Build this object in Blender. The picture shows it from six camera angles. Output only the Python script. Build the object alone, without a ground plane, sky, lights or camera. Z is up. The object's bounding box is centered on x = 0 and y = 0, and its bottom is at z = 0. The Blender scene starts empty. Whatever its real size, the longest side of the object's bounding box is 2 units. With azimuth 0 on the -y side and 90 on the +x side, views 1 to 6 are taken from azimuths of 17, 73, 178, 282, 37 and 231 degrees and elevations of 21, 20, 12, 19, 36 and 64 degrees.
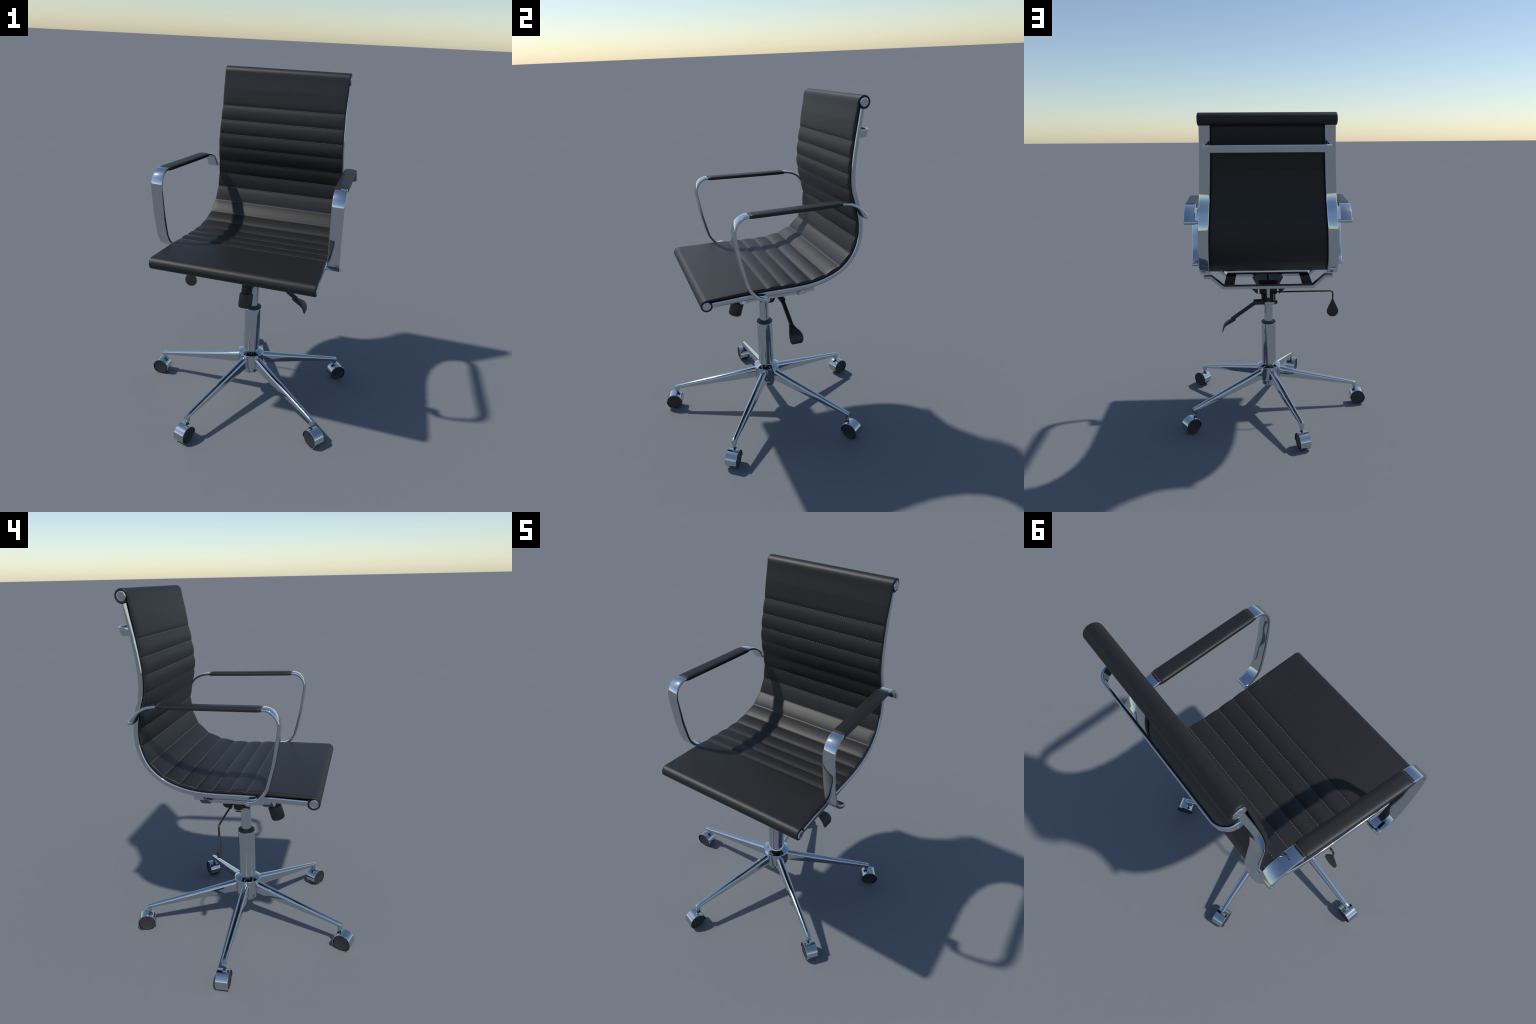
import bpy, bmesh, math, random
from mathutils import Vector, Matrix

random.seed(7)
CX = 0.0542                     # the chair's plane of symmetry is x = CX

# ------------------------------------------------------------------ materials
def new_mat(name):
    m = bpy.data.materials.new(name)
    m.use_nodes = True
    nt = m.node_tree
    return m, nt, nt.nodes["Principled BSDF"]

def noise(nt, scale, detail=3.0, rough=0.55):
    tc = nt.nodes.new("ShaderNodeTexCoord")
    n = nt.nodes.new("ShaderNodeTexNoise")
    n.inputs["Scale"].default_value = scale
    n.inputs["Detail"].default_value = detail
    n.inputs["Roughness"].default_value = rough
    nt.links.new(tc.outputs["Object"], n.inputs["Vector"])
    return n

def ramp(nt, src, a, b, lo=0.3, hi=0.7):
    r = nt.nodes.new("ShaderNodeValToRGB")
    r.color_ramp.elements[0].position = lo
    r.color_ramp.elements[1].position = hi
    r.color_ramp.elements[0].color = (*a, 1)
    r.color_ramp.elements[1].color = (*b, 1)
    nt.links.new(src, r.inputs["Fac"])
    return r

def bump(nt, bsdf, src, strength, dist):
    b = nt.nodes.new("ShaderNodeBump")
    b.inputs["Strength"].default_value = strength
    b.inputs["Distance"].default_value = dist
    nt.links.new(src, b.inputs["Height"])
    nt.links.new(b.outputs["Normal"], bsdf.inputs["Normal"])

def make_chrome():
    m, nt, p = new_mat("polished_chrome")
    n = noise(nt, 9.0)
    r = ramp(nt, n.outputs["Fac"], (0.580, 0.620, 0.655), (0.610, 0.650, 0.685))
    nt.links.new(r.outputs["Color"], p.inputs["Base Color"])
    p.inputs["Metallic"].default_value = 1.0
    rr = nt.nodes.new("ShaderNodeMapRange")
    rr.inputs["To Min"].default_value = 0.040
    rr.inputs["To Max"].default_value = 0.055
    nt.links.new(n.outputs["Fac"], rr.inputs["Value"])
    nt.links.new(rr.outputs["Result"], p.inputs["Roughness"])
    return m

def make_leather(name, a, b, rough):
    m, nt, p = new_mat(name)
    n = noise(nt, 60.0, 5.0, 0.7)
    r = ramp(nt, n.outputs["Fac"], a, b)
    nt.links.new(r.outputs["Color"], p.inputs["Base Color"])
    p.inputs["Roughness"].default_value = rough
    p.inputs["Specular IOR Level"].default_value = 0.41
    tc = nt.nodes.new("ShaderNodeTexCoord")
    v = nt.nodes.new("ShaderNodeTexVoronoi")
    v.feature = "DISTANCE_TO_EDGE"
    v.inputs["Scale"].default_value = 230.0
    nt.links.new(tc.outputs["Object"], v.inputs["Vector"])
    fine = noise(nt, 120.0, 5.0, 0.65)
    add = nt.nodes.new("ShaderNodeMath")
    add.operation = "ADD"
    nt.links.new(v.outputs["Distance"], add.inputs[0])
    nt.links.new(fine.outputs["Fac"], add.inputs[1])
    bump(nt, p, add.outputs["Value"], 0.35, 0.0012)
    return m

def make_plastic(name, col, rough):
    m, nt, p = new_mat(name)
    n = noise(nt, 160.0, 2.0)
    c2 = tuple(x * 1.2 for x in col)
    r = ramp(nt, n.outputs["Fac"], col, c2)
    nt.links.new(r.outputs["Color"], p.inputs["Base Color"])
    p.inputs["Roughness"].default_value = rough
    bump(nt, p, n.outputs["Fac"], 0.08, 0.0005)
    return m

def make_thread():
    m, nt, p = new_mat("grey_thread")
    n = noise(nt, 300.0, 2.0)
    r = ramp(nt, n.outputs["Fac"], (0.14, 0.14, 0.137), (0.24, 0.24, 0.235))
    nt.links.new(r.outputs["Color"], p.inputs["Base Color"])
    p.inputs["Roughness"].default_value = 0.8
    return m

CHROME = make_chrome()
LEATHER = make_leather("black_leather", (0.0102, 0.0102, 0.0103), (0.0136, 0.0136, 0.0137), 0.48)
PLASTIC = make_plastic("black_plastic", (0.018, 0.018, 0.019), 0.45)
WHEEL = make_plastic("wheel_plastic", (0.022, 0.022, 0.023), 0.6)
DARK = make_plastic("black_painted_steel", (0.012, 0.012, 0.013), 0.35)
THREAD = make_thread()
BLUE_GREY = make_plastic("pale_blue_grey", (0.42, 0.49, 0.57), 0.4)  # pale blue-grey colour of the plates on top of the mechanism housing

# ------------------------------------------------------------------ helpers
ROOT = bpy.data.objects.new("office_chair", None)
bpy.context.scene.collection.objects.link(ROOT)
ROOT.location = (0, 0, 0)
ROOT["label"] = "black ribbed leather office chair with chrome armrests and castors"
ROOT["category"] = "office chair"

def link(name, mesh, parent=None, matrix=None):
    ob = bpy.data.objects.new(name, mesh)
    bpy.context.scene.collection.objects.link(ob)
    ob.parent = parent or ROOT
    if matrix is not None:
        ob.matrix_local = matrix
    return ob

def to_mesh(bm, name, mat, angle=35.0):
    bmesh.ops.remove_doubles(bm, verts=bm.verts, dist=1e-6)
    bmesh.ops.recalc_face_normals(bm, faces=bm.faces)
    me = bpy.data.meshes.new(name)
    bm.to_mesh(me)
    bm.free()
    me.materials.append(mat)
    for p in me.polygons:
        p.use_smooth = True
    me.set_sharp_from_angle(angle=math.radians(angle))
    return me

def add_loft(bm, rings, closed_ring=True, cap=True):
    """Skin a list of equal-length rings of points."""
    vs = [[bm.verts.new(p) for p in r] for r in rings]
    n = len(vs[0])
    for a, b in zip(vs[:-1], vs[1:]):
        for i in range(n if closed_ring else n - 1):
            j = (i + 1) % n
            bm.faces.new((a[i], a[j], b[j], b[i]))
    if cap:
        bm.faces.new(vs[0][::-1])
        bm.faces.new(vs[-1])
    return vs

def rounded_rect(w, h, r, seg=4):
    """Points (a, b) of a rounded rectangle centred on 0; r may be (r_top, r_bottom)."""
    rt, rb = r if isinstance(r, tuple) else (r, r)
    out = []
    for sx, sy, a0, rr in ((1, 1, 0, rt), (-1, 1, 90, rt), (-1, -1, 180, rb), (1, -1, 270, rb)):
        cx, cy = sx * (w / 2 - rr), sy * (h / 2 - rr)
        for k in range(seg + 1):
            a = math.radians(a0 + 90 * k / seg)
            out.append((cx + rr * math.cos(a), cy + rr * math.sin(a)))
    return out

def add_lathe(bm, profile, seg=32, matrix=Matrix()):
    """Revolve (radius, z) points about z."""
    rings = []
    for r, z in profile:
        rings.append([matrix @ Vector((max(r, 1e-5) * math.cos(2 * math.pi * k / seg),
                                       max(r, 1e-5) * math.sin(2 * math.pi * k / seg), z)) for k in range(seg)])
    add_loft(bm, rings)

def add_box(bm, lo, hi, bevel=0.002, matrix=Matrix()):
    """Box with chamfered edges all round."""
    lo, hi = Vector(lo), Vector(hi)
    c, s = (lo + hi) / 2, hi - lo
    b = min(bevel, min(s) * 0.45)
    rings = []
    for z, ins in ((-s.z / 2, b), (-s.z / 2 + b, 0), (s.z / 2 - b, 0), (s.z / 2, b)):
        rings.append([matrix @ (c + Vector((x, y, z))) for x, y in rounded_rect(s.x - 2 * ins, s.y - 2 * ins, b * 0.9, 2)])
    add_loft(bm, rings)

def add_rod(bm, pts, radius, seg=14):
    """Round bar along a polyline; radius is a number or one per point."""
    pts = [Vector(p) for p in pts]
    rings = []
    up = None
    for i, p in enumerate(pts):
        t = (pts[min(i + 1, len(pts) - 1)] - pts[max(i - 1, 0)]).normalized()
        if up is None:
            up = Vector((0, 0, 1)) if abs(t.z) < 0.9 else Vector((0, 1, 0))
        u = (up - t * up.dot(t)).normalized()
        up = u
        v = t.cross(u)
        r = radius[i] if isinstance(radius, (list, tuple)) else radius
        rings.append([p + u * r * math.cos(2 * math.pi * k / seg) + v * r * math.sin(2 * math.pi * k / seg) for k in range(seg)])
    add_loft(bm, rings)

def catmull(pts, per=12):
    """Centripetal-free Catmull-Rom through 2D/3D points; returns samples and the sample index of every knot."""
    P = [Vector(p) for p in pts]
    P = [P[0] * 2 - P[1]] + P + [P[-1] * 2 - P[-2]]
    out, knots = [], []
    for i in range(1, len(P) - 2):
        knots.append(len(out))
        for k in range(per):
            t = k / per
            a, b, c, d = P[i - 1], P[i], P[i + 1], P[i + 2]
            out.append(0.5 * ((2 * b) + (c - a) * t + (2 * a - 5 * b + 4 * c - d) * t * t + (3 * b - a - 3 * c + d) * t ** 3))
    knots.append(len(out))
    out.append(P[-2].copy())
    return out, knots

def x_axis(origin, sign=1):
    """Matrix taking local z to +/- x at origin."""
    return Matrix.Translation(origin) @ Matrix.Rotation(math.radians(90 * sign), 4, "Y")

# ------------------------------------------------------------------ seat shell
# Stitched seams seen from the side, (y, z), from the front of the seat up to the headrest.
SEAMS = [(-0.1068, 1.0315), (-0.0195, 1.0302), (0.0690, 1.0290), (0.1574, 1.0335), (0.2451, 1.0518),
         (0.3285, 1.0887), (0.3934, 1.1530), (0.4286, 1.2379), (0.4335, 1.3271), (0.4180, 1.4135),
         (0.3958, 1.5041), (0.3930, 1.5899), (0.4015, 1.6773), (0.4153, 1.7656)]
FRONT_C, FRONT_R = Vector((-0.4420, 0.9980)), 0.0344
TOP_C, TOP_R = Vector((0.4800, 1.9640)), 0.0360
W14, W1 = 0.4428, 0.3893            # half width of the shell at the first and last seam

front_tan = FRONT_C + Vector((0.004, FRONT_R - 0.0002))
top_n = Vector((-0.988, 0.152)).normalized()
top_tan = TOP_C + top_n * TOP_R

knot_pts = [front_tan, (-0.33, 1.0318), (-0.22, 1.0318)] + SEAMS + [(0.4275, 1.845), (0.4400, 1.927)] + [top_tan]
spine, knots = catmull(knot_pts, 14)
seam_idx = knots[3:3 + len(SEAMS)]
acc = [0.0]
for a, b in zip(spine[:-1], spine[1:]):
    acc.append(acc[-1] + (b - a).length)
S14, S1 = acc[seam_idx[0]], acc[seam_idx[-1]]
STOT = acc[-1]

def spine_normal(i):
    t = spine[min(i + 1, len(spine) - 1)] - spine[max(i - 1, 0)]
    t.normalize()
    return Vector((-t.y, t.x))          # towards the sitter

def width_at(s):
    if s < S14:
        return W14 + (0.4630 - W14) * (1 - s / S14)
    if s > S1:
        return W1 + (0.3905 - W1) * max(0.0, (s - S1) / (STOT - S1))
    return W14 + (W1 - W14) * (s - S14) / (S1 - S14)

def pillow(i):
    """Height of the padding above the seam line at sample i."""
    s = acc[i]
    if i <= seam_idx[0]:
        d = S14 - s
        return 0.0065 * (1 - math.exp(-d / 0.012)) * min(1.0, s / 0.20)
    if i >= seam_idx[-1]:
        d = s - S1
        return 0.0060 * (1 - math.exp(-d / 0.012)) * min(1.0, (STOT - s) / 0.10)
    for a, b in zip(seam_idx[:-1], seam_idx[1:]):
        if a <= i <= b:
            t = (s - acc[a]) / (acc[b] - acc[a])
            return (0.0086 if b <= seam_idx[6] else 0.0074) * (1 - abs(2 * t - 1) ** 2.2)
    return 0.0

THICK = 0.0115
# every station: base point on the seam line, normal, thickness, padding height, half width
stations = []
for k in range(0, 29):                                  # leather wrapped round the front tube
    a = math.radians(-215 + 305 * k / 29)               # ends pointing straight up
    n = Vector((-math.cos(a), math.sin(a)))
    stations.append((FRONT_C + Vector((0.004 * k / 29, 0)) + n * FRONT_R, n, 0.0098, 0.0, 0.4630))
for i in range(len(spine)):
    sw = (0.0058 - 0.0040 * math.exp(-((i - seam_idx[4]) / 30.0) ** 2)) * min(1.0, acc[i] / 0.06) * min(1.0, max(0.0, (STOT - acc[i] - 0.030) / 0.03)) + 0.20 * pillow(i) * min(1.0, max(0.0, (STOT - acc[i] - 0.030) / 0.03)) * min(1.0, acc[i] / 0.06)
    stations.append((spine[i], spine_normal(i), THICK, pillow(i), width_at(acc[i]), sw))
for k in range(1, 30):                                  # leather wrapped round the top tube
    a0 = math.atan2(top_n.y, top_n.x)
    a = a0 - math.radians(305 * k / 29)
    n = Vector((math.cos(a), math.sin(a)))
    stations.append((TOP_C + n * TOP_R, n, 0.0110, 0.0, 0.3905 + 0.002 * min(1, k / 3)))

def shell_ring(base, n, th, h, w, swell=0.0):
    """Closed section across the chair: padded front, rounded edges, flat back."""
    def pt(x, d):
        q = base + n * d
        return Vector((CX + x, q.x, q.y))
    ring = []
    r = 0.0060
    front = []
    for k in range(13):
        u = -1 + 2 * k / 12
        front.append((u * (w - r), h))
    # soft fall of the padding towards the side edges
    xs = [-(w - r), -(w - r - 0.006), -(w - 0.030)] + [(-1 + 2 * k / 8) * (w - 0.06) for k in range(9)] + [w - 0.030, w - r - 0.006, w - r]
    fall = [0.80, 0.93, 1.0] + [1.0] * 9 + [1.0, 0.93, 0.80]
    for x, f in zip(xs, fall):
        ring.append(pt(x, h * f))
    ends = h * 0.80
    for k in range(1, 5):                              # front edge rolls over to the side
        a = math.radians(90 - 90 * k / 4)
        ring.append(pt(w - r + r * math.cos(a), ends - r + r * math.sin(a)))
    rb = 0.0035
    for k in range(0, 4):
        a = math.radians(-90 * k / 3)
        ring.append(pt(w - rb + rb * math.cos(a), -th + rb + rb * math.sin(a)))
    # between the rails the padding also swells to the back
    wi = w - 0.060
    back = th + swell
    ring.append(pt(wi + 0.003, -th))
    ring.append(pt(wi, -th - 0.3 * swell))
    ring.append(pt(wi - 0.006, -th - 0.85 * swell))
    ring.append(pt(wi - 0.016, -back))
    for k in range(1, 6):
        ring.append(pt((1 - 2 * k / 6) * (wi - 0.016), -back))
    ring.append(pt(-(wi - 0.016), -back))
    ring.append(pt(-(wi - 0.006), -th - 0.85 * swell))
    ring.append(pt(-wi, -th - 0.3 * swell))
    ring.append(pt(-(wi + 0.003), -th))
    for k in range(0, 4):
        a = math.radians(-90 - 90 * k / 3)
        ring.append(pt(-(w - rb) + rb * math.cos(a), -th + rb + rb * math.sin(a)))
    for k in range(0, 4):
        a = math.radians(180 - 90 * k / 4)
        ring.append(pt(-(w - r) + r * math.cos(a), ends - r + r * math.sin(a)))
    return ring

bm = bmesh.new()
add_loft(bm, [shell_ring(*s) for s in stations])
link("seat_shell", to_mesh(bm, "seat_shell", LEATHER, 50))

# stitches: short thread capsules lying in every seam
bm = bmesh.new()
def add_stitch(bm, p, along, normal, length, r):
    side = along.cross(normal).normalized()
    rings = []
    for t, k in ((-0.5, 0.45), (-0.36, 1.0), (0.36, 1.0), (0.5, 0.45)):
        rings.append([p + along * (t * length) + normal * (r * k * math.sin(a)) + side * (r * k * math.cos(a))
                      for a in (0, 1.0472, 2.0944, 3.1416, 4.1888, 5.236)])
    add_loft(bm, rings)
for i in seam_idx:
    n2 = spine_normal(i)
    n3 = Vector((0, n2.x, n2.y))
    w = width_at(acc[i]) - 0.006
    count = int(2 * w / 0.0134)
    for k in range(count):
        x = -w + (k + 0.5) * 2 * w / count
        add_stitch(bm, Vector((CX + x, spine[i].x, spine[i].y)) + n3 * 0.0003, Vector((1, 0, 0)), n3, 0.0072 * random.uniform(0.88, 1.08), 0.0010)
ob = link("seam_stitching", to_mesh(bm, "seam_stitching", THREAD))
ob["kind"] = "stuff"

# chrome tubes inside the two rolls, with turned end caps
def cap_tube(name, c, r, w):
    bm = bmesh.new()
    prof = [(r - 0.001, -w + 0.004)]
    end = [(r - 0.0002, -0.004), (r, -0.0015), (r - 0.0008, 0.001), (r - 0.0025, 0.0026), (r - 0.0050, 0.0029), (r - 0.0062, 0.0018),
           (r - 0.0070, 0.0026), (0.0024, 0.0026), (0.0016, 0.0014), (0.0, 0.0014)]
    prof = [(rr, -(w + z)) for rr, z in reversed(end)] + [(rr, w + z) for rr, z in end]
    add_lathe(bm, prof, 40, x_axis((CX, c.x, c.y)))
    return link(name, to_mesh(bm, name, CHROME, 8))
cap_tube("front_tube", FRONT_C, 0.0236, 0.4640)
cap_tube("headrest_tube", TOP_C, 0.0248, 0.3920)

# ------------------------------------------------------------------ side rails
def rail_offset(s):
    if s < S14:
        return 0.0265 + 0.0065 * (1 - s / S14) ** 1.5
    if s > S1:
        return 0.0262 + 0.0060 * ((s - S1) / (STOT - S1))
    return 0.0263
def rail_mesh(sign):
    bm = bmesh.new()
    rings = []
    sec = rounded_rect(0.0640, 0.0262, 0.0065, 4)
    i0 = next(i for i, s in enumerate(acc) if s > 0.018)
    i1 = max(i for i, s in enumerate(acc) if s < STOT - 0.012)
    for i in range(i0, i1 + 1):
        n = spine_normal(i)
        s = acc[i]
        wg = 0.4382 + 0.0478 * (S14 - s)
        if s > S1:
            wg = 0.4382 + 0.0478 * (S14 - S1) - 0.035 * (s - S1)
        xc = sign * (wg + 0.0098 - 0.0320)
        c = spine[i] - n * rail_offset(s)
        deep = 0.0040 * max(0.0, min(1.0, (acc[seam_idx[4]] - s) / 0.20))     # the seat part of the rail is a little deeper
        rings.append([Vector((CX + xc + a, c.x + n.x * (b - (deep if b < 0 else 0)), c.y + n.y * (b - (deep if b < 0 else 0)))) for a, b in sec])
    add_loft(bm, rings)
    return to_mesh(bm, "side_rail", CHROME, 40)
for sg in (1, -1):
    link("side_rail", rail_mesh(sg))

# ------------------------------------------------------------------ grab bar behind the headrest
bm = bmesh.new()
path = []
R = 0.052
hw = 0.3620
path.append((-hw, 0.462))
path.append((-hw, 0.478))
for k in range(0, 9):
    a = math.radians(180 - 90 * k / 8)
    path.append((-hw + R + R * math.cos(a), 0.4785 + R * math.sin(a)))
for k in range(0, 9):
    a = math.radians(90 - 90 * k / 8)
    path.append((hw - R + R * math.cos(a), 0.4785 + R * math.sin(a)))
path.append((hw, 0.478))
path.append((hw, 0.462))
rings = []
for i, p in enumerate(path):
    a, b = path[max(i - 1, 0)], path[min(i + 1, len(path) - 1)]
    t = Vector((b[0] - a[0], b[1] - a[1])).normalized()
    nrm = Vector((-t.y, t.x))
    bow = 0.004 * max(0.0, 1 - (p[0] / 0.31) ** 2)
    ring = []
    for u, v in rounded_rect(0.0125, 0.0440, (0.0060, 0.0040), 5):
        z = 1.8000 + v
        lean = 0.18 * v
        ring.append(Vector((CX + p[0] + nrm.x * u, p[1] + nrm.y * u + lean + bow, z)))
    rings.append(ring)
add_loft(bm, rings)
link("grab_bar", to_mesh(bm, "grab_bar", CHROME, 40))

# ------------------------------------------------------------------ armrests
ARM = [(-0.1290, 1.0010), (-0.1460, 1.0060), (-0.1660, 1.0165), (-0.1875, 1.0320), (-0.2075, 1.0550), (-0.2215, 1.0800), (-0.2310, 1.1080),
       (-0.2460, 1.1650), (-0.2600, 1.2250), (-0.2725, 1.3000), (-0.2810, 1.3550), (-0.2838, 1.3850), (-0.2800, 1.4100), (-0.2690, 1.4340),
       (-0.2510, 1.4530), (-0.2290, 1.4645), (-0.2050, 1.4676), (-0.1800, 1.4680), (-0.1400, 1.4676), (-0.0500, 1.4665), (0.1350, 1.4645), (0.2400, 1.4640), (0.2850, 1.4638), (0.3050, 1.4632), (0.3250, 1.4620),
       (0.3600, 1.4555), (0.3890, 1.4435), (0.4130, 1.4270), (0.4340, 1.4050), (0.4530, 1.3800)]
def arm_outer(y):
    return 0.4935 + 0.056 * (0.4535 - y)
ARM_W = 0.0660
arm_pts, _ = catmull(ARM, 8)
arm_len = [0.0]
for a, b in zip(arm_pts[:-1], arm_pts[1:]):
    arm_len.append(arm_len[-1] + (b - a).length)

def arm_frame(i):
    t = (arm_pts[min(i + 1, len(arm_pts) - 1)] - arm_pts[max(i - 1, 0)]).normalized()
    return t, Vector((-t.y, t.x))

def arm_mesh(sign):
    bm = bmesh.new()
    rings = []
    L = arm_len[-1]
    def section(c, t, n, th, back=0.0):
        xc = sign * (arm_outer(c.x) - ARM_W / 2)
        ring = []
        for a, b in rounded_rect(ARM_W, th, min(0.0050, th * 0.35), 3):
            q = c + n * b
            ring.append(Vector((CX + xc + a, q.x, q.y)))
        return ring
    n_pts = len(arm_pts)
    for i in range(n_pts):
        s = arm_len[i]
        t, n = arm_frame(i)
        d0, d1 = s, L - s
        th = 0.0138 + 0.0026 * max(0.0, min(1.0, (1.40 - arm_pts[i].y) / 0.1)) * (1 if arm_pts[i].x < 0 else 0)
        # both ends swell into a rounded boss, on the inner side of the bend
        sw0 = max(0.0, 1 - d0 / 0.055)
        sw1 = max(0.0, 1 - d1 / 0.075)
        g = 0.0125 * (sw0 ** 1.4 + sw1 ** 1.4)
        c = arm_pts[i].copy()
        inward = n if arm_pts[i].y > 1.2 else -n
        c = c + (Vector((0, 0)))
        rings.append(section(c - (n * g * 0.15), t, n, th + g))
    # rounded noses
    for first in (True, False):
        i = 0 if first else n_pts - 1
        t, n = arm_frame(i)
        dirn = -t if first else t
        nose = []
        for k in range(1, 6):
            a = math.radians(90 * k / 5.3)
            th = (0.0138 + 0.0125) * math.cos(a)
            c = arm_pts[i] + dirn * (0.0132 * math.sin(a)) - n * (0.0125 * 0.15)
            nose.append(section(c, t, n, max(th, 0.003)))
        rings = (list(reversed(nose)) + rings) if first else (rings + nose)
    add_loft(bm, rings)
    return to_mesh(bm, "armrest", CHROME, 40)

def cushion_mesh(sign):
    bm = bmesh.new()
    rings = []
    y0, y1 = -0.2040, 0.3130
    ids = [i for i, p in enumerate(arm_pts) if y0 <= p.x <= y1 and p.y > 1.4]
    steps = [(y0, 0.0), (y0 + 0.0012, 0.0012), (y0 + 0.008, 0.0016), (y0 + 0.010, 0.0008), (y0 + 0.012, 0.0022), (y0 + 0.02, 0.0026)]
    steps += [(y0 + (y1 - y0) * k / 12, 0.0028) for k in range(1, 12)]
    steps += [(y1 - 0.02, 0.0026), (y1 - 0.012, 0.0022), (y1 - 0.010, 0.0008), (y1 - 0.008, 0.0016), (y1 - 0.0012, 0.0012), (y1, 0.0)]
    for y, g in steps:
        j = min(ids, key=lambda i: abs(arm_pts[i].x - y))
        z = arm_pts[j].y
        # linear look-up of the bar's height at y
        for a, b in zip(arm_pts[:-1], arm_pts[1:]):
            if a.y > 1.44 and b.y > 1.44 and a.x <= y <= b.x:
                z = a.y + (b.y - a.y) * (y - a.x) / max(1e-6, b.x - a.x)
        xc = sign * (arm_outer(y) - ARM_W / 2)
        ring = []
        hw = ARM_W / 2 + 0.0008 + g
        for k in range(25):                            # domed top: half a superellipse
            th = math.pi * k / 24
            c, sn = math.cos(th), math.sin(th)
            a = hw * math.copysign(abs(c) ** 0.62, c)
            ring.append(Vector((CX + xc + a, y, z - 0.0015 + (0.0090 + g) * sn ** 0.62)))
        for a, b in ((-1, -0.5), (-0.985, -0.85), (-0.95, -1), (0.95, -1), (0.985, -0.85), (1, -0.5)):
            ring.append(Vector((CX + xc + hw * a, y, z - 0.0005 + (0.0072 + g) * b)))
        # finer top so the crown reads as a dome
        rings.append(ring)
    add_loft(bm, rings)
    return to_mesh(bm, "arm_cushion", LEATHER, 45)

def cushion_stitches(sign):
    bm = bmesh.new()
    for y in (-0.2040 + 0.0095, 0.3130 - 0.0095):
        z = 1.4679 if y < 0 else 1.4633
        xc = sign * (arm_outer(y) - ARM_W / 2)
        for k in range(7):
            x = -0.0285 + 0.0095 * k
            f = (1 - (abs(x) / (ARM_W / 2 + 0.0016)) ** (2 / 0.62)) ** 0.31
            add_stitch(bm, Vector((CX + xc + x, y, z - 0.0014 + 0.0098 * f)), Vector((1, 0, 0)), Vector((0, 0, 1)), 0.0055, 0.0010)
    return to_mesh(bm, "cushion_stitching", THREAD)

for sg in (1, -1):
    arm = link("armrest", arm_mesh(sg))
    cu = link("arm_cushion", cushion_mesh(sg), arm)
    st = link("cushion_stitching", cushion_stitches(sg), arm)
    st["kind"] = "stuff"
    for (y, z) in ((-0.1300, 1.0005), (0.4535, 1.3795)):
        bm = bmesh.new()
        xo = arm_outer(y)
        # turned screw head outside, spacer between arm and rail inside
        add_lathe(bm, [(0.0, 0.0040), (0.0030, 0.0040), (0.0060, 0.0030), (0.0072, 0.0010), (0.0072, -0.0040)][::-1], 24, x_axis((CX + sg * xo, y, z), sg))
        add_lathe(bm, [(0.0105, -0.030), (0.0105, 0.004)], 24, x_axis((CX + sg * (xo - ARM_W), y, z), sg))
        link("arm_bolt", to_mesh(bm, "arm_bolt", CHROME), arm)

# ------------------------------------------------------------------ under-seat frame
def strap_mesh(y0, y1, half, drop_z):
    """Flat strip bent down from both rails to a level middle."""
    zt = drop_z[0]
    pts = [(-half, zt), (-(half - 0.045), zt), (-0.292, drop_z[1]), (0.292, drop_z[1]), (half - 0.045, zt), (half, zt)]
    th = 0.0185
    bm = bmesh.new()
    rings = []
    for i, p in enumerate(pts):
        a, b = pts[max(i - 1, 0)], pts[min(i + 1, len(pts) - 1)]
        t0 = Vector((p[0] - a[0], p[1] - a[1])); t1 = Vector((b[0] - p[0], b[1] - p[1]))
        if t0.length < 1e-6: t0 = t1
        if t1.length < 1e-6: t1 = t0
        t0.normalize(); t1.normalize()
        nb = Vector((-(t0 + t1).y, (t0 + t1).x)).normalized()
        k = 1.0 / max(0.5, nb.dot(Vector((-t0.y, t0.x))))
        ring = []
        for u, v in rounded_rect(y1 - y0, th, 0.0007, 1):
            ring.append(Vector((CX + p[0] + nb.x * v * k, (y0 + y1) / 2 + u, p[1] + nb.y * v * k)))
        rings.append(ring)
    add_loft(bm, rings)
    return to_mesh(bm, "cross_strap", CHROME, 30)
link("cross_strap", strap_mesh(0.1230, 0.1730, 0.4200, (0.9770, 0.9060)))
link("cross_strap", strap_mesh(-0.2210, -0.1630, 0.4300, (0.9770, 0.9070)))
for sg in (1, -1):
    bm = bmesh.new()
    side = [(-0.200, 0.9003), (0.150, 0.9003), (0.150, 0.9146), (0.126, 0.9148), (0.095, 0.9222), (-0.168, 0.9222), (-0.171, 0.9152), (-0.200, 0.9150)]
    add_loft(bm, [[Vector((CX + sg * 0.256 + x, y, z)) for y, z in side] for x in (-0.034, 0.034)])
    link("seat_support_bar", to_mesh(bm, "seat_support_bar", CHROME))

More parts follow.
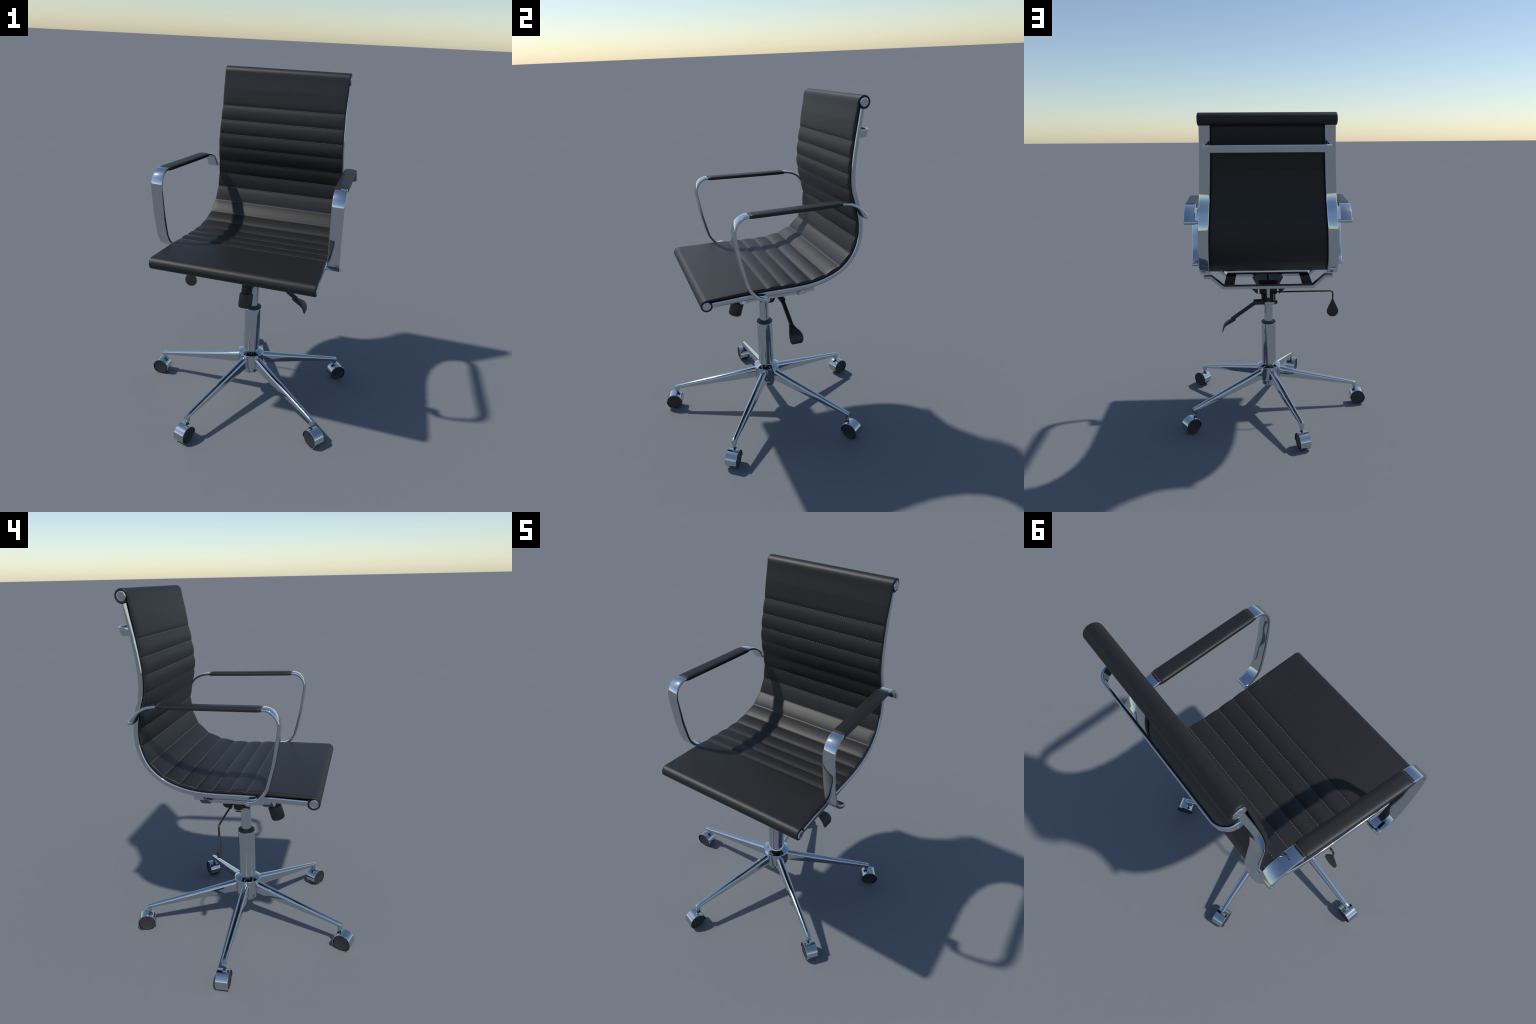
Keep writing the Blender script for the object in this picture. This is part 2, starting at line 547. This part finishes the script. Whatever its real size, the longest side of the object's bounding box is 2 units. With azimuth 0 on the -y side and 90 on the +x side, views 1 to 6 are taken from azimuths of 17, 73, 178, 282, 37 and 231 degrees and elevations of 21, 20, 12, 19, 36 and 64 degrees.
# ------------------------------------------------------------------ tilt mechanism
def prism(bm, pts_xz, y0, y1):
    add_loft(bm, [[Vector((CX + x, y0, z)) for x, z in pts_xz], [Vector((CX + x, y1, z)) for x, z in pts_xz]])
bm = bmesh.new()
def hexa(e, m, k):
    """Six-sided outline of the housing; k = 0 is its floor, 1 its tilted rim."""
    rim = lambda y: 0.8985 + (-0.068 - y) * 0.20
    return [Vector((CX + x, y, 0.8400 if k == 0 else rim(y))) for x, y in ((-e, -0.156), (e, -0.156), (m, -0.112), (e, -0.068), (-e, -0.068), (-m, -0.112))]
add_loft(bm, [hexa(0.062, 0.076, 0.0), hexa(0.070, 0.110, 1.0)])
mech = link("tilt_mechanism", to_mesh(bm, "tilt_mechanism", DARK))
bm = bmesh.new()
for sg in (1, -1):
    top = [(sg * 0.006, -0.155), (sg * 0.069, -0.155), (sg * 0.105, -0.112), (sg * 0.069, -0.069), (sg * 0.006, -0.069)]
    add_loft(bm, [[Vector((CX + x, y, 0.8985 + (-0.068 - y) * 0.20 + d)) for x, y in top] for d in (-0.0020, 0.0015)])
link("mechanism_cover", to_mesh(bm, "mechanism_cover", BLUE_GREY), mech)
bm = bmesh.new()
for sg in (1, -1):
    prism(bm, [(sg * 0.124, 0.8850), (sg * 0.070, 0.8850), (sg * 0.070, 0.8400), (sg * 0.076, 0.8390)], 0.030, 0.085)
link("mechanism_flange", to_mesh(bm, "mechanism_flange", DARK), mech)
bm = bmesh.new()
add_box(bm, (CX - 0.060, -0.150, 0.8225), (CX + 0.060, 0.045, 0.8750), 0.006)
link("mechanism_block", to_mesh(bm, "mechanism_block", DARK), mech)
bm = bmesh.new()
for sg in (1, -1):
    for y, z, r in ((0.1000, 0.7960, 0.0265), (0.0330, 0.7870, 0.0300)):
        add_lathe(bm, [(r - 0.002, -0.004), (r, -0.002), (r, 0.002), (r - 0.002, 0.004)], 32, x_axis((CX + sg * 0.0435, y, z)))
    add_box(bm, (CX + sg * 0.0435 - 0.003, 0.004, 0.7880), (CX + sg * 0.0435 + 0.003, 0.1250, 0.8400), 0.001)
add_box(bm, (CX - 0.036, -0.030, 0.7660), (CX + 0.036, 0.045, 0.8280), 0.003)
link("pivot_plate", to_mesh(bm, "pivot_plate", DARK), mech)
bm = bmesh.new()
add_box(bm, (CX - 0.044, 0.010, 0.7510), (CX + 0.034, 0.056, 0.7740), 0.002)
add_box(bm, (CX - 0.0115, 0.040, 0.8020), (CX + 0.0115, 0.060, 0.8800), 0.002)
link("mechanism_bracket", to_mesh(bm, "mechanism_bracket", CHROME), mech)

# tension knob, leaning forward
axis = Vector((0, -0.30, -1.0)).normalized()
K = Matrix.Translation((CX + 0.006, -0.1940, 0.6990)) @ (-axis).to_track_quat("Z", "Y").to_matrix().to_4x4()
bm = bmesh.new()
rings = []
seg = 72
for r, z in ((0.020, -0.001), (0.032, 0.000), (0.0375, 0.004), (0.0402, 0.011), (0.0400, 0.080), (0.0385, 0.0835), (0.032, 0.084)):
    ring = []
    for k in range(seg):
        a = 2 * math.pi * k / seg
        rr = r - (0.0011 if (k % 4 < 2 and 0.004 < z < 0.083) else 0.0)
        ring.append(K @ Vector((rr * math.cos(a), rr * math.sin(a), z)))
    rings.append(ring)
add_loft(bm, rings)
link("tension_knob", to_mesh(bm, "tension_knob", PLASTIC, 20), mech)
bm = bmesh.new()
prof = [(0.0300, 0.082)]
for k in range(12):
    z = 0.084 + k * 0.0062
    prof += [(0.0315, z), (0.0330, z + 0.0016), (0.0330, z + 0.0030), (0.0315, z + 0.0046)]
prof.append((0.0300, 0.160))
add_lathe(bm, prof, 40, K)
link("tension_spring_housing", to_mesh(bm, "tension_spring_housing", DARK), mech)

# tilt lever rod with a teardrop paddle (left-hand side of the sitter's right... at -x)
bm = bmesh.new()
px, py, pz = -0.3850, 0.0435, 0.8405
pts = [(CX - 0.02, 0.0435, 0.8400), (-0.12, 0.0435, 0.8402), (px + 0.016, py, pz)]
for k in range(1, 7):
    a = math.radians(90 * k / 6)
    pts.append((px + 0.016 - 0.016 * math.sin(a), py, pz - 0.016 + 0.016 * math.cos(a)))
pts.append((px, py, 0.775))
add_rod(bm, pts, 0.0052)
lev = link("tilt_lever", to_mesh(bm, "tilt_lever", DARK), mech)
bm = bmesh.new()
outline = []
R = 0.0395
zc = 0.6990
for k in range(29):
    a = math.radians(155 + 230 * k / 28)
    outline.append((R * math.cos(a), zc + R * math.sin(a)))
# straight flanks narrowing to the rod
outline += [(0.0185, 0.7530), (0.0070, 0.7790), (0.0040, 0.7850), (-0.0040, 0.7850), (-0.0070, 0.7790), (-0.0185, 0.7530)]
rings = []
for d, ins in ((-0.0062, 0.88), (-0.0050, 0.98), (-0.0030, 1.0), (0.0030, 1.0), (0.0050, 0.98), (0.0062, 0.88)):
    rings.append([Vector((px + x * ins, py + 0.001 + d * (0.75 if z > 0.76 else 1.0), zc + (z - zc) * (ins if z < 0.75 else 1.0))) for x, z in outline])
add_loft(bm, rings)
link("tilt_lever_paddle", to_mesh(bm, "tilt_lever_paddle", PLASTIC, 30), mech)

# height lever: ribbed arm and a curved spade
bm = bmesh.new()
add_lathe(bm, [(0.0160, -0.040), (0.0185, -0.036), (0.0190, 0.030), (0.0160, 0.036)], 24, x_axis((0.1180, 0.0950, 0.7860)))
add_lathe(bm, [(0.0080, -0.004), (0.0120, -0.002), (0.0120, 0.012), (0.0090, 0.015)], 20, x_axis((CX - 0.046, 0.0800, 0.7790), -1))
a, b = Vector((0.1360, 0.0955, 0.7880)), Vector((0.3010, 0.1000, 0.6720))
t = (b - a).normalized()
side = Vector((0, 1, 0)); side = (side - t * side.dot(t)).normalized()
nn = t.cross(side)
rings = []
N = 60
for k in range(N + 1):
    p = a.lerp(b, k / N)
    g = 0.0007 if (k % 4 < 2 and 6 < k < N - 2) else 0.0
    rings.append([p + side * (u * (0.0120 - g) / 0.0095) + nn * (v * (0.0130 - g) / 0.0125) for u, v in rounded_rect(0.0190, 0.0250, 0.0070, 3)])
add_loft(bm, rings)
link("height_lever", to_mesh(bm, "height_lever", DARK, 20), mech)
bm = bmesh.new()
# spade: (x, z, y centre, half width, thickness)
spade = [(0.2860, 0.6825, 0.1000, 0.0150, 0.0270), (0.2990, 0.6735, 0.1005, 0.0185, 0.0260), (0.3165, 0.6620, 0.1020, 0.0275, 0.0205),
         (0.3340, 0.6520, 0.1045, 0.0360, 0.0155), (0.3480, 0.6405, 0.1055, 0.0415, 0.0120), (0.3575, 0.6260, 0.1060, 0.0430, 0.0090),
         (0.3625, 0.6085, 0.1060, 0.0420, 0.0070), (0.3640, 0.5960, 0.1060, 0.0375, 0.0050), (0.3645, 0.5885, 0.1060, 0.0290, 0.0035)]
rings = []
for i, (x, z, yc, hwid, th) in enumerate(spade):
    p0, p1 = spade[max(i - 1, 0)], spade[min(i + 1, len(spade) - 1)]
    tt = Vector((p1[0] - p0[0], p1[1] - p0[1])).normalized()
    nv = Vector((-tt.y, tt.x))
    ring = []
    for u, v in rounded_rect(2 * hwid, th, th * 0.4, 3):
        ring.append(Vector((x + nv.x * (v - th * 0.3), yc + u, z + nv.y * (v - th * 0.3))))
    rings.append(ring)
add_loft(bm, rings)
link("height_lever_paddle", to_mesh(bm, "height_lever_paddle", PLASTIC, 40), mech)

# ------------------------------------------------------------------ gas column
T = Matrix.Translation((CX, 0, 0))
bm = bmesh.new()
add_lathe(bm, [(0.0485, 0.300), (0.0490, 0.305), (0.0490, 0.6095), (0.0480, 0.6115)], 64, T)
col = link("column_tube", to_mesh(bm, "column_tube", CHROME, 12))
bm = bmesh.new()
add_lathe(bm, [(0.0290, 0.6105), (0.0470, 0.6105), (0.0492, 0.6125), (0.0492, 0.6200), (0.0465, 0.6245), (0.0290, 0.6250)], 64, T)
link("column_collar", to_mesh(bm, "column_collar", PLASTIC), col)
bm = bmesh.new()
add_lathe(bm, [(0.0296, 0.600), (0.0296, 0.7700)], 48, T)
link("gas_piston", to_mesh(bm, "gas_piston", CHROME), col)

# ------------------------------------------------------------------ five-star base
bm = bmesh.new()
add_lathe(bm, [(0.0480, 0.2960), (0.0790, 0.2970), (0.0812, 0.2990), (0.0815, 0.3020), (0.0795, 0.3050), (0.0500, 0.3205), (0.0480, 0.3210)], 64, T)
add_lathe(bm, [(0.0400, 0.1655), (0.0480, 0.1650), (0.0510, 0.1675), (0.0525, 0.1900), (0.0570, 0.1975), (0.0720, 0.2050), (0.0775, 0.2110),
               (0.0785, 0.2180), (0.0788, 0.2975)], 64, T)
hub = link("base_hub", to_mesh(bm, "base_hub", CHROME, 18))

def leg_mesh():
    bm = bmesh.new()
    rings = []
    # radius, top z, height, width
    for r, zt, h, w in ((0.045, 0.2895, 0.0690, 0.0470), (0.085, 0.2815, 0.0640, 0.0455), (0.20, 0.2545, 0.0525, 0.0420), (0.35, 0.2200, 0.0395, 0.0370),
                        (0.50, 0.1860, 0.0275, 0.0310), (0.590, 0.1650, 0.0205, 0.0280), (0.6165, 0.1590, 0.0190, 0.0272), (0.6180, 0.1580, 0.0170, 0.0258)):
        ring = []
        for a, b in rounded_rect(w, h, (min(w * 0.40, h * 0.48), 0.0020), 6):
            crown = 0.05 * w * (1 - (2 * a / w) ** 2) if b > 0 else 0.0
            ring.append(Vector((r, a, zt - 0.05 * w - h / 2 + b + crown)))
        rings.append(ring)
    add_loft(bm, rings)
    # upright socket under the tip
    rings = []
    for z, wx, wy in ((0.150, 0.0245, 0.0260), (0.125, 0.0245, 0.0260), (0.1195, 0.0230, 0.0240), (0.1160, 0.0170, 0.0170), (0.1085, 0.0130, 0.0130)):
        rings.append([Vector((0.6050 + a, b, z)) for a, b in rounded_rect(wx, wy, min(wx, wy) * 0.20, 4)])
    add_loft(bm, rings)
    return to_mesh(bm, "base_leg", CHROME, 40)

def hood_mesh():
    """Chrome hood: an arched shell over both wheels, with the core between them."""
    bm = bmesh.new()
    ro, ri, hw = 0.0540, 0.0505, 0.0340
    a_out, a_in = -58.0, 196.0            # from low on the outer side, over the top, to just below level inside
    n = 40
    rings = []
    for k in range(n + 1):
        a = math.radians(a_out + (a_in - a_out) * k / n)
        c, s = math.cos(a), math.sin(a)
        rings.append([Vector((c * r, t, s * r)) for r, t in ((ri, -hw), (ro - 0.0012, -hw), (ro, -hw + 0.0012), (ro, hw - 0.0012), (ro - 0.0012, hw), (ri, hw))])
    add_loft(bm, rings)
    add_lathe(bm, [(0.0340, -0.0150), (0.0380, -0.0140), (0.0380, 0.0140), (0.0340, 0.0150)], 32, Matrix.Rotation(math.radians(90), 4, "X"))
    return to_mesh(bm, "caster", CHROME, 35)

def wheel_mesh():
    bm = bmesh.new()
    add_lathe(bm, [(0.0100, -0.0120), (0.0455, -0.0110), (0.0482, -0.0090), (0.0485, 0.0080), (0.0472, 0.0112), (0.0445, 0.0128), (0.0425, 0.0131),
                   (0.0412, 0.0124), (0.0100, 0.0130), (0.0, 0.0130)], 40, Matrix.Rotation(math.radians(-90), 4, "X"))
    return to_mesh(bm, "caster_wheel", WHEEL, 40)

def stem_mesh():
    bm = bmesh.new()
    add_rod(bm, [(-0.022, 0, 0.0350), (-0.022, 0, 0.0650)], 0.0065, 16)
    add_box(bm, (-0.0370, -0.0065, 0.0280), (-0.0150, 0.0065, 0.0505), 0.0015)
    return to_mesh(bm, "caster_stem", DARK)

LEG, HOOD, WHL, STEM = leg_mesh(), hood_mesh(), wheel_mesh(), stem_mesh()
for k in range(5):
    M = T @ Matrix.Rotation(math.radians(180 + 72 * k), 4, "Z")
    link("base_leg", LEG, None, M)
    ca = link("caster", HOOD, None, M @ Matrix.Translation((0.6280, 0, 0.0485)))
    link("caster_wheel", WHL, ca, Matrix.Translation((0, 0.0185, 0)))
    link("caster_wheel", WHL, ca, Matrix.Translation((0, -0.0185, 0)) @ Matrix.Rotation(math.pi, 4, "Z"))
    link("caster_stem", STEM, ca)
